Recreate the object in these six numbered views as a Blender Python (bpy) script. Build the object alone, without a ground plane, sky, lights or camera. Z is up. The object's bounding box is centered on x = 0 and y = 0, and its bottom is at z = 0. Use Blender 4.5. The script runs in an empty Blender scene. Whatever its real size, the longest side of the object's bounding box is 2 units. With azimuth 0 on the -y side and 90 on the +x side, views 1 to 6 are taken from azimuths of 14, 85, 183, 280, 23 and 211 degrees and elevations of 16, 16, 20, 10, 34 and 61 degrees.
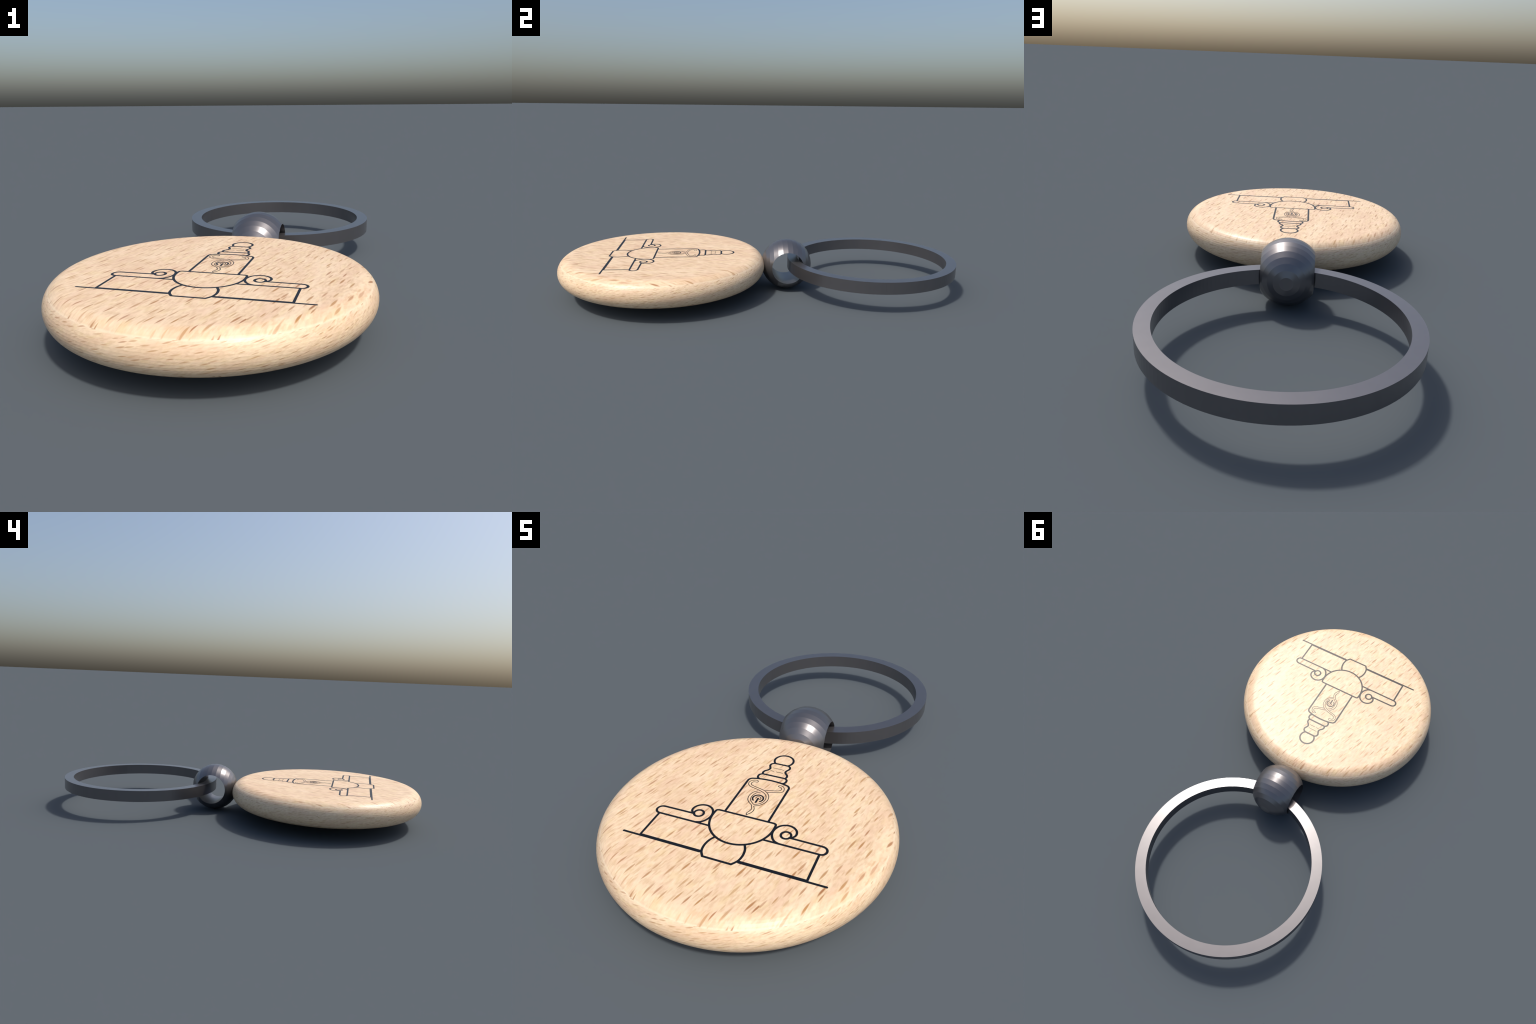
"""Key ring: a round beech disc printed with a line drawing, a drilled steel bead and a flat steel ring."""
import bpy, bmesh, math
from mathutils import Vector

# ------------------------------------------------------------------ sizes (metres)
AXIS_Z = 0.1273                                   # disc, bead and ring share this mid height
DISC_Y, DISC_RADIUS, DISC_HALF = -0.4912, 0.5087, 0.0637
BEAD_Y, BEAD_RADIUS, HOLE_RADIUS = 0.132, 0.1273, 0.0800
RING_Y, RING_OUTER, RING_INNER, RING_HALF = 0.5704, 0.4294, 0.3815, 0.0286
ARRIS = DISC_RADIUS - DISC_HALF * (1 - math.sin(math.radians(45)))   # where face grain meets edge grain
FACET = math.pi / 16                              # the lathe step seen on the bead


# ------------------------------------------------------------------ node helpers
class Nodes:
    def __init__(self, name):
        self.mat = bpy.data.materials.new(name)
        self.mat.use_nodes = True
        self.tree = self.mat.node_tree
        self.bsdf = self.tree.nodes["Principled BSDF"]

    def new(self, kind, **props):
        n = self.tree.nodes.new(kind)
        for k, v in props.items():
            setattr(n, k, v)
        return n

    def put(self, socket, value):
        if isinstance(value, bpy.types.NodeSocket):
            self.tree.links.new(value, socket)
        else:
            socket.default_value = value

    def math(self, op, a, b=0.0, c=None, clamp=False):
        n = self.new("ShaderNodeMath", operation=op, use_clamp=clamp)
        self.put(n.inputs[0], a)
        self.put(n.inputs[1], b)
        if c is not None:
            self.put(n.inputs[2], c)
        return n.outputs[0]

    def combine(self, x, y, z=0.0):
        n = self.new("ShaderNodeCombineXYZ")
        for s, v in zip(n.inputs, (x, y, z)):
            self.put(s, v)
        return n.outputs[0]

    def split(self, v):
        n = self.new("ShaderNodeSeparateXYZ")
        self.put(n.inputs[0], v)
        return n.outputs

    def smooth(self, v, a, b, lo=0.0, hi=1.0):
        n = self.new("ShaderNodeMapRange", interpolation_type="SMOOTHSTEP")
        self.put(n.inputs["Value"], v)
        for k, x in zip(("From Min", "From Max", "To Min", "To Max"), (a, b, lo, hi)):
            self.put(n.inputs[k], x)
        return n.outputs[0]

    def mix(self, f, a, b, blend="MIX"):
        n = self.new("ShaderNodeMix", data_type="RGBA", blend_type=blend)
        self.put(n.inputs[0], f)
        self.put(n.inputs[6], a if isinstance(a, bpy.types.NodeSocket) else (*a, 1))
        self.put(n.inputs[7], b if isinstance(b, bpy.types.NodeSocket) else (*b, 1))
        return n.outputs[2]

    def noise(self, v, scale, detail=3.0, rough=0.5):
        n = self.new("ShaderNodeTexNoise", noise_dimensions="2D")
        self.put(n.inputs["Vector"], v)
        n.inputs["Scale"].default_value = scale
        n.inputs["Detail"].default_value = detail
        n.inputs["Roughness"].default_value = rough
        return n.outputs[0]


# ------------------------------------------------------------------ materials
def beech():
    """Pale beech: grain 15 degrees off y on the faces, running round the turned edge below the 45 degree arris."""
    m = Nodes("beech_wood")
    x, y, z = m.split(m.new("ShaderNodeTexCoord").outputs["Object"])
    r = m.math("SQRT", m.math("ADD", m.math("MULTIPLY", x, x), m.math("MULTIPLY", y, y)))
    edge = m.math("GREATER_THAN", r, ARRIS)
    turn = m.math("MULTIPLY", m.math("ARCTAN2", y, x), DISC_RADIUS)
    a = math.radians(15)
    # (across, along) the grain, on the face and round the edge
    top_u = m.math("SUBTRACT", m.math("MULTIPLY", x, math.cos(a)), m.math("MULTIPLY", y, math.sin(a)))
    top_v = m.math("ADD", m.math("MULTIPLY", x, math.sin(a)), m.math("MULTIPLY", y, math.cos(a)))
    e = math.radians(11)
    rim_u = m.math("SUBTRACT", m.math("MULTIPLY", z, math.cos(e)), m.math("MULTIPLY", turn, math.sin(e)))
    rim_v = m.math("ADD", m.math("MULTIPLY", z, math.sin(e)), m.math("MULTIPLY", turn, math.cos(e)))

    def pick(top, rim, scale):
        n = m.new("ShaderNodeMix", data_type="FLOAT")
        m.put(n.inputs[0], edge)
        m.put(n.inputs[2], top)
        m.put(n.inputs[3], m.math("MULTIPLY_ADD", rim, scale, 3.7))
        return n.outputs[0]

    u, v = pick(top_u, rim_u, 2.2), pick(top_v, rim_v, 1.9)
    plane = m.combine(u, v)
    # slow waviness of the fibres
    wav = m.math("MULTIPLY", m.math("SUBTRACT", m.noise(plane, 5.0, 2.0), 0.5), 0.012)
    u = m.math("ADD", u, wav)

    def flecks(cell_u, cell_v, half_u, half_v, seed):
        cu = m.math("DIVIDE", u, cell_u)
        cv = m.math("DIVIDE", v, cell_v)
        vor = m.new("ShaderNodeTexVoronoi", voronoi_dimensions="2D", feature="F1")
        vec = m.combine(m.math("ADD", cu, seed), m.math("ADD", cv, seed * 0.7))
        m.put(vor.inputs["Vector"], vec)
        vor.inputs["Scale"].default_value = 1.0
        vor.inputs["Randomness"].default_value = 0.95
        px, py, _ = m.split(vor.outputs["Position"])
        vx, vy, _ = m.split(vec)
        rnd, rnd2, rnd3 = m.split(vor.outputs["Color"])
        size = m.math("MULTIPLY_ADD", rnd, 0.8, 0.55)
        du = m.math("DIVIDE", m.math("ABSOLUTE", m.math("SUBTRACT", vx, px)), half_u / cell_u)
        dv = m.math("DIVIDE", m.math("ABSOLUTE", m.math("SUBTRACT", vy, py)), half_v / cell_v)
        d = m.math("ADD", m.math("POWER", du, 1.6), m.math("POWER", dv, 1.6))
        d = m.math("DIVIDE", d, size)
        return m.math("MULTIPLY", m.smooth(d, 0.25, 1.1, 1.0, 0.0), m.math("MULTIPLY_ADD", rnd2, 0.5, 0.5)), rnd3

    big, tone = flecks(0.034, 0.078, 0.0041, 0.028, 0.0)
    small, tone2 = flecks(0.030, 0.068, 0.0034, 0.019, 13.3)

    def stretched(su, scale, shift, detail=2.0):
        return m.noise(m.combine(m.math("MULTIPLY_ADD", u, su, shift), v), scale, detail, 0.5)

    fibre = stretched(2.8, 36.0, 0.0, 2.5)
    silk = stretched(2.4, 28.0, 5.1)
    blush = stretched(2.2, 18.0, 9.7)
    cloud = m.noise(plane, 5.0, 2.0, 0.5)
    col = m.mix(m.smooth(fibre, 0.32, 0.66), (0.715, 0.502, 0.304), (0.835, 0.618, 0.402))
    col = m.mix(m.smooth(silk, 0.50, 0.74, 0.0, 0.55), col, (0.885, 0.705, 0.485))
    col = m.mix(m.smooth(blush, 0.52, 0.70, 0.0, 0.40), col, (0.825, 0.580, 0.405))
    col = m.mix(m.smooth(blush, 0.46, 0.30, 0.0, 0.45), col, (0.775, 0.580, 0.315))
    col = m.mix(m.smooth(cloud, 0.50, 0.72, 0.0, 0.40), col, (0.71, 0.485, 0.305))
    col = m.mix(m.math("MULTIPLY", edge, 0.15), col, (0.83, 0.66, 0.465))
    band = m.noise(m.combine(m.math("MULTIPLY", u, 2.2), m.math("MULTIPLY", v, 0.45)), 6.0, 2.0, 0.5)
    col = m.mix(m.smooth(band, 0.50, 0.68, 0.0, 0.32), col, (0.72, 0.475, 0.315))
    col = m.mix(m.smooth(band, 0.48, 0.32, 0.0, 0.30), col, (0.90, 0.715, 0.50))
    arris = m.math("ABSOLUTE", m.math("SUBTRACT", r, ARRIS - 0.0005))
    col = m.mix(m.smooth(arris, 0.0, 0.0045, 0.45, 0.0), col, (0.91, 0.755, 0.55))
    ink = m.mix(tone, (0.38, 0.165, 0.068), (0.45, 0.235, 0.080))
    fade = m.math("MULTIPLY_ADD", edge, -0.30, 1.0)
    small, big = m.math("MULTIPLY", small, fade), m.math("MULTIPLY", big, fade)
    col = m.mix(m.math("MULTIPLY", small, 0.45), col, (0.50, 0.285, 0.115))
    col = m.mix(m.math("MULTIPLY", big, m.smooth(m.math("SUBTRACT", x, y), -0.25, 0.55, 0.78, 1.0)), col, ink)
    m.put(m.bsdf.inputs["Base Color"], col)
    m.put(m.bsdf.inputs["Roughness"], 0.42)
    return m.mat


def print_ink():
    m = Nodes("black_print")
    fine = m.noise(m.new("ShaderNodeTexCoord").outputs["Object"], 60.0)
    m.put(m.bsdf.inputs["Base Color"], m.mix(fine, (0.0015, 0.0018, 0.003), (0.0025, 0.0028, 0.004)))
    m.put(m.bsdf.inputs["Roughness"], 0.40)
    return m.mat


def steel(name, roughness):
    m = Nodes(name)
    fine = m.noise(m.new("ShaderNodeTexCoord").outputs["Object"], 25.0, 2.0)
    m.put(m.bsdf.inputs["Base Color"], m.mix(fine, (0.195, 0.189, 0.196), (0.207, 0.201, 0.208)))
    m.put(m.bsdf.inputs["Metallic"], 0.8)
    m.put(m.bsdf.inputs["Roughness"], roughness)
    return m.mat


# ------------------------------------------------------------------ geometry helpers
def mesh_object(name, verts, faces, mat, parent, place, smooth=False):
    me = bpy.data.meshes.new(name)
    me.from_pydata([tuple(v) for v in verts], [], faces)
    me.polygons.foreach_set("use_smooth", [smooth] * len(me.polygons))
    me.materials.append(mat)
    ob = bpy.data.objects.new(name, me)
    bpy.context.scene.collection.objects.link(ob)
    ob.parent = parent
    ob.location = place
    bm = bmesh.new()
    bm.from_mesh(me)
    bmesh.ops.recalc_face_normals(bm, faces=bm.faces)
    bm.to_mesh(me)
    bm.free()
    return ob


def lathe(profile, steps, closed=False):
    """Turn (radius, height) points round z; radius 0 makes a pole."""
    verts, rows, faces = [], [], []
    for r, h in profile:
        if r == 0:
            rows.append([len(verts)] * steps)
            verts.append((0, 0, h))
        else:
            rows.append(list(range(len(verts), len(verts) + steps)))
            for k in range(steps):
                t = 2 * math.pi * k / steps
                verts.append((r * math.cos(t), r * math.sin(t), h))
    pairs = list(zip(rows, rows[1:])) + ([(rows[-1], rows[0])] if closed else [])
    for lo, hi in pairs:
        for k in range(steps):
            j = (k + 1) % steps
            f = [lo[k], lo[j], hi[j], hi[k]]
            f = [i for n, i in enumerate(f) if i not in f[:n]]
            faces.append(f)
    return verts, faces


def flow(pts, sub=8, closed=False):
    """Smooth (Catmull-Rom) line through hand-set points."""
    p = [Vector(q) for q in pts]
    n, out = len(p), []
    for i in range(n if closed else n - 1):
        b, c = p[i], p[(i + 1) % n]
        a = p[i - 1] if closed or i else b + (b - c)
        d = p[(i + 2) % n] if closed or i + 2 < n else c + (c - b)
        for s in range(sub):
            t = s / sub
            out.append(0.5 * (2 * b + (c - a) * t + (2 * a - 5 * b + 4 * c - d) * t * t + (3 * b - a - 3 * c + d) * t ** 3))
    if not closed:
        out.append(p[-1])
    return out


def arc(cx, cy, r, a0, a1, n=24, squash=1.0):
    return [(cx + r * math.cos(math.radians(a0 + (a1 - a0) * k / n)),
             cy + r * squash * math.sin(math.radians(a0 + (a1 - a0) * k / n))) for k in range(n + 1)]


class Drawing:
    """Strokes of ink with a width and a little body, laid on the disc's upper face."""
    lift = 0

    def __init__(self):
        self.verts, self.faces = [], []

    def stroke(self, pts, width, closed=False, butt=False):
        p = [Vector(q).to_2d() for q in pts]
        p = [q for i, q in enumerate(p) if i == 0 or (q - p[i - 1]).length > 1e-5]
        n, h = len(p), width / 2
        left, right = [], []
        for i in range(n):
            a = p[i - 1] if closed or i else p[i]
            b = p[(i + 1) % n] if closed or i + 1 < n else p[i]
            d0 = (p[i] - a).normalized() if p[i] != a else (b - p[i]).normalized()
            d1 = (b - p[i]).normalized() if b != p[i] else d0
            t = (d0 + d1).normalized() if (d0 + d1).length > 1e-3 else d0
            side = Vector((-t.y, t.x))
            k = h / max(0.5, side.dot(Vector((-d0.y, d0.x))))
            left.append(p[i] + side * k)
            right.append(p[i] - side * k)
        outlines = []
        if closed:
            for i in range(n):
                j = (i + 1) % n
                outlines.append([right[i], right[j], left[j], left[i]])
        else:
            def cap(c, d):
                s = Vector((-d.y, d.x))
                return [c + (d * math.sin(math.pi * k / 8) - s * math.cos(math.pi * k / 8)) * h for k in range(1, 8)]
            for i in range(n - 1):
                q = [right[i], right[i + 1], left[i + 1], left[i]]
                if not butt and i == n - 2:
                    q = q[:2] + cap(p[-1], (p[-1] - p[-2]).normalized()) + q[2:]
                if not butt and i == 0:
                    q = q + cap(p[0], (p[0] - p[1]).normalized())
                outlines.append(q)
        Drawing.lift += 1
        top = DISC_HALF + 0.00015 + 0.000008 * Drawing.lift
        for q in outlines:
            base, m = len(self.verts), len(q)
            self.verts += [(v.x, v.y, top) for v in q] + [(v.x, v.y, DISC_HALF - 0.002) for v in q]
            self.faces.append([base + k for k in range(m)])
            if closed:
                walls = [(0, 1), (2, 3)]
            else:
                walls = [(k, (k + 1) % m) for k in range(m)]
            for a, b in walls:
                self.faces.append([base + a, base + m + a, base + m + b, base + b])
        return self

    def both(self, pts, width, **kw):
        self.stroke(pts, width, **kw)
        self.stroke([(-x, y) for x, y in pts], width, **kw)
        return self

    def build(self, name, parent, ink):
        return mesh_object(name, self.verts, self.faces, ink, parent, (DRAWING_X, 0, 0))


DRAWING_X = 0.011
LINE, HAIR = 0.0080, 0.0026


def centi(seq):
    """Control points noted in tenths of a millimetre."""
    return [(x * 1e-4, y * 1e-4) for x, y in seq]


def draw_on(disc, ink):
    # base line: a long thin line, thicker between the side posts and the foot
    d = Drawing().stroke([(-0.3420, -0.2418), (-0.066, -0.2418)], LINE)
    d.stroke([(0.066, -0.2418), (0.3420, -0.2418)], LINE)
    d.both([(0.0635, -0.2388), (0.2815, -0.2388)], 0.0100, butt=True)
    d.build("printed_base_line", disc, ink)

    # side walls: post, coping with a round end, and the scroll against the bowl
    scroll = [(0.1480, -0.1220), (0.1297, -0.1146), (0.1170, -0.0985), (0.1112, -0.0806), (0.1118, -0.0640),
              (0.1180, -0.0480), (0.1290, -0.0365), (0.1430, -0.0305), (0.1560, -0.0302), (0.1690, -0.0345),
              (0.1800, -0.0440), (0.1858, -0.0570), (0.1852, -0.0700), (0.1775, -0.0815)]
    for side in (1, -1):
        def s(pts):
            return [(x * side, y) for x, y in pts]
        d = Drawing()
        d.stroke(s([(0.2820, -0.2400), (0.2820, -0.1222)]), LINE, butt=True)
        d.stroke(s([(0.0970, -0.1220), (0.2820, -0.1220)] + arc(0.2826, -0.1038, 0.0182, -90, 90, 16)
                   + [(0.2826, -0.0852), (0.1700, -0.0840)]), LINE)
        d.build("printed_side_wall", disc, ink)
        d = Drawing()
        d.stroke(s(flow(scroll)), LINE)
        d.stroke(s(arc(0.1562, -0.0768, 0.0166, 0, 360, 36)[:-1]), LINE, closed=True)
        d.build("printed_scroll", disc, ink)

    # bowl and foot
    d = Drawing()
    d.both(flow([(0.0990, -0.0364), (0.1060, -0.0390), (0.1086, -0.0450)], 5), LINE)
    d.both(flow([(0.1086, -0.0450), (0.1094, -0.0580)], 3) + arc(0, -0.0668, 0.1092, -2, -90, 30), LINE)
    d.stroke([(-0.0990, -0.0364), (0.0990, -0.0364)], LINE)
    d.build("printed_bowl", disc, ink)
    d = Drawing()
    d.both(flow([(0.0525, -0.1650), (0.0610, -0.1820), (0.0652, -0.2000), (0.0655, -0.2190), (0.0610, -0.2380), (0.0486, -0.2568)]), LINE)
    d.stroke([(-0.0486, -0.2568), (0.0486, -0.2568)], LINE)
    d.build("printed_foot", disc, ink)

    # tower with rounded shoulders
    d = Drawing()
    d.both([(0.0787, -0.0350), (0.0787, 0.1500)], LINE, butt=True)
    d.both(flow([(0.0787, 0.1490), (0.0778, 0.1600), (0.0715, 0.1695), (0.0600, 0.1740), (0.0427, 0.1780), (0.0215, 0.1806), (0, 0.1815)]), LINE)
    d.build("printed_tower", disc, ink)

    # finial: collar, waisted neck, ball
    d = Drawing()
    d.both(flow([(0.0440, 0.1780), (0.0515, 0.1830), (0.0545, 0.1920), (0.0530, 0.2030), (0.0440, 0.2108)]), LINE)
    d.stroke([(-0.0440, 0.2108), (0.0440, 0.2108)], LINE)
    d.both(flow([(0.0445, 0.2110), (0.0466, 0.2210), (0.0437, 0.2316), (0.0350, 0.2410), (0.0308, 0.2510),
                 (0.0338, 0.2610), (0.0386, 0.2716), (0.0366, 0.2830), (0.0275, 0.2905)]), LINE)
    d.stroke([(-0.0275, 0.2905), (0.0275, 0.2905)], LINE)
    d.stroke(arc(0, 0.3170, 0.0362, -44, 224, 40), LINE)
    d.stroke([(-0.0228, 0.2600), (0.0207, 0.2592)], HAIR * 0.8)
    d.stroke([(-0.0247, 0.2398), (-0.0114, 0.2398)], HAIR * 0.8)
    d.stroke([(-0.0021, 0.2394), (0.0243, 0.2394)], HAIR * 0.8)
    d.build("printed_finial", disc, ink)

    # ribbon looped on the tower, in outline
    ribbon = centi([(-189, 1077), (-271, 1005), (-337, 909), (-375, 751), (-362, 600), (-317, 478), (-222, 362), (-125, 293),
                    (-72, 238), (-47, 159), (-1, 88), (-2, 14), (-23, -67), (-59, -154), (-64, -227), (-39, -282), (-5, -233),
                    (53, -154), (95, -36), (93, 65), (59, 155), (19, 214), (36, 250), (134, 310), (240, 418), (311, 565),
                    (330, 725), (299, 883), (223, 1011), (114, 1112), (-2, 1180), (-153, 1221), (-307, 1260), (-467, 1300),
                    (-543, 1333), (-585, 1390), (-590, 1465), (-546, 1524), (-418, 1556), (-405, 1614), (-471, 1654),
                    (-587, 1622), (-661, 1556), (-695, 1451), (-675, 1350), (-616, 1273), (-533, 1222), (-377, 1183),
                    (-200, 1140), (-63, 1092), (61, 1028), (160, 940), (217, 837), (242, 707), (226, 563), (169, 451),
                    (79, 371), (-17, 319), (-104, 377), (-195, 464), (-248, 551), (-270, 667), (-261, 779), (-218, 906),
                    (-158, 993), (-91, 1031)])
    branch = centi([(46, 1203), (235, 1247), (492, 1333), (560, 1439), (515, 1523), (413, 1566), (381, 1590), (411, 1635),
                    (506, 1642), (610, 1560), (660, 1397), (610, 1278), (488, 1220), (152, 1123)])
    d = Drawing()
    d.stroke(flow(ribbon, 4), HAIR)
    d.stroke(flow(branch, 5), HAIR)
    d.build("printed_ribbon", disc, ink)

    # round mark inside the loop: two open rings and a bar
    d = Drawing()
    d.stroke(arc(-0.0022, 0.0676, 0.0188, -48, 232, 40), 0.0056)
    d.stroke(arc(-0.0012, 0.0690, 0.0090, -50, 205, 28), HAIR)
    d.stroke([(-0.0014, 0.0705), (-0.0013, 0.0420)], 0.0066, butt=True)
    d.build("printed_round_mark", disc, ink)


# ------------------------------------------------------------------ build
def build():
    wood, ink = beech(), print_ink()
    bead_metal, ring_metal = steel("brushed_dark_steel", 0.32), steel("dark_steel", 0.28)

    key_ring = bpy.data.objects.new("key_ring", None)
    bpy.context.scene.collection.objects.link(key_ring)
    key_ring["label"] = "round pale wooden disc key ring with dark steel bead and ring"
    key_ring["category"] = "key ring"

    # wooden disc: flat faces, full half-round edge
    flat = DISC_RADIUS - DISC_HALF
    prof = [(0, -DISC_HALF), (flat * 0.985, -DISC_HALF)]
    turns = [-math.pi / 2 + math.pi * k / 24 for k in range(25)]
    prof += [(flat + DISC_HALF * math.cos(t), DISC_HALF * math.sin(t)) for t in turns]
    prof += [(flat * 0.985, DISC_HALF), (0, DISC_HALF)]
    v, f = lathe(prof, 160)
    disc = mesh_object("wooden_disc", v, f, wood, key_ring, (0, DISC_Y, AXIS_Z))
    # the face runs softly into the edge; lower down the turned steps stay faintly visible
    disc.data.polygons.foreach_set("use_smooth", [True] * len(disc.data.polygons))
    for edge in disc.data.edges:
        a, b = (disc.data.vertices[i].co for i in edge.vertices)
        edge.use_edge_sharp = abs(a.z - b.z) < 1e-5 and abs(a.z) < 0.955 * DISC_HALF
    draw_on(disc, ink)

    # bead: turned about y in flat-ended steps, drilled along x
    prof = [(0, -BEAD_RADIUS * math.cos(FACET))]
    prof += [(BEAD_RADIUS * math.sin(FACET * k), -BEAD_RADIUS * math.cos(FACET * k)) for k in range(1, 16)]
    prof += [(0, BEAD_RADIUS * math.cos(FACET))]
    v, f = lathe(prof, 96)
    v = [(x, -z, y) for x, y, z in v]
    bead = mesh_object("bead", v, f, bead_metal, key_ring, (0, BEAD_Y, AXIS_Z))
    v, f = lathe([(0, -0.3), (HOLE_RADIUS, -0.3), (HOLE_RADIUS, 0.3), (0, 0.3)], 128)
    drill = mesh_object("drill", [(z, x, y) for x, y, z in v], f, bead_metal, key_ring, (0, BEAD_Y, AXIS_Z))
    cut = bead.modifiers.new("hole", "BOOLEAN")
    cut.operation, cut.object, cut.solver = "DIFFERENCE", drill, "EXACT"
    bpy.context.view_layer.update()
    drilled = bpy.data.meshes.new_from_object(bead.evaluated_get(bpy.context.evaluated_depsgraph_get()))
    bead.modifiers.clear()
    bead.data = drilled
    bead.data.name = "bead"
    bead.data.polygons.foreach_set("use_smooth", [True] * len(bead.data.polygons))
    bead.data.set_sharp_from_angle(angle=math.radians(7.5))   # round within each turned band, crisp between bands
    bpy.data.objects.remove(drill)

    # flat ring, square section
    v, f = lathe([(RING_INNER, -RING_HALF), (RING_OUTER, -RING_HALF), (RING_OUTER, RING_HALF), (RING_INNER, RING_HALF)], 144, closed=True)
    mesh_object("split_ring", v, f, ring_metal, key_ring, (0, RING_Y, AXIS_Z))


build()
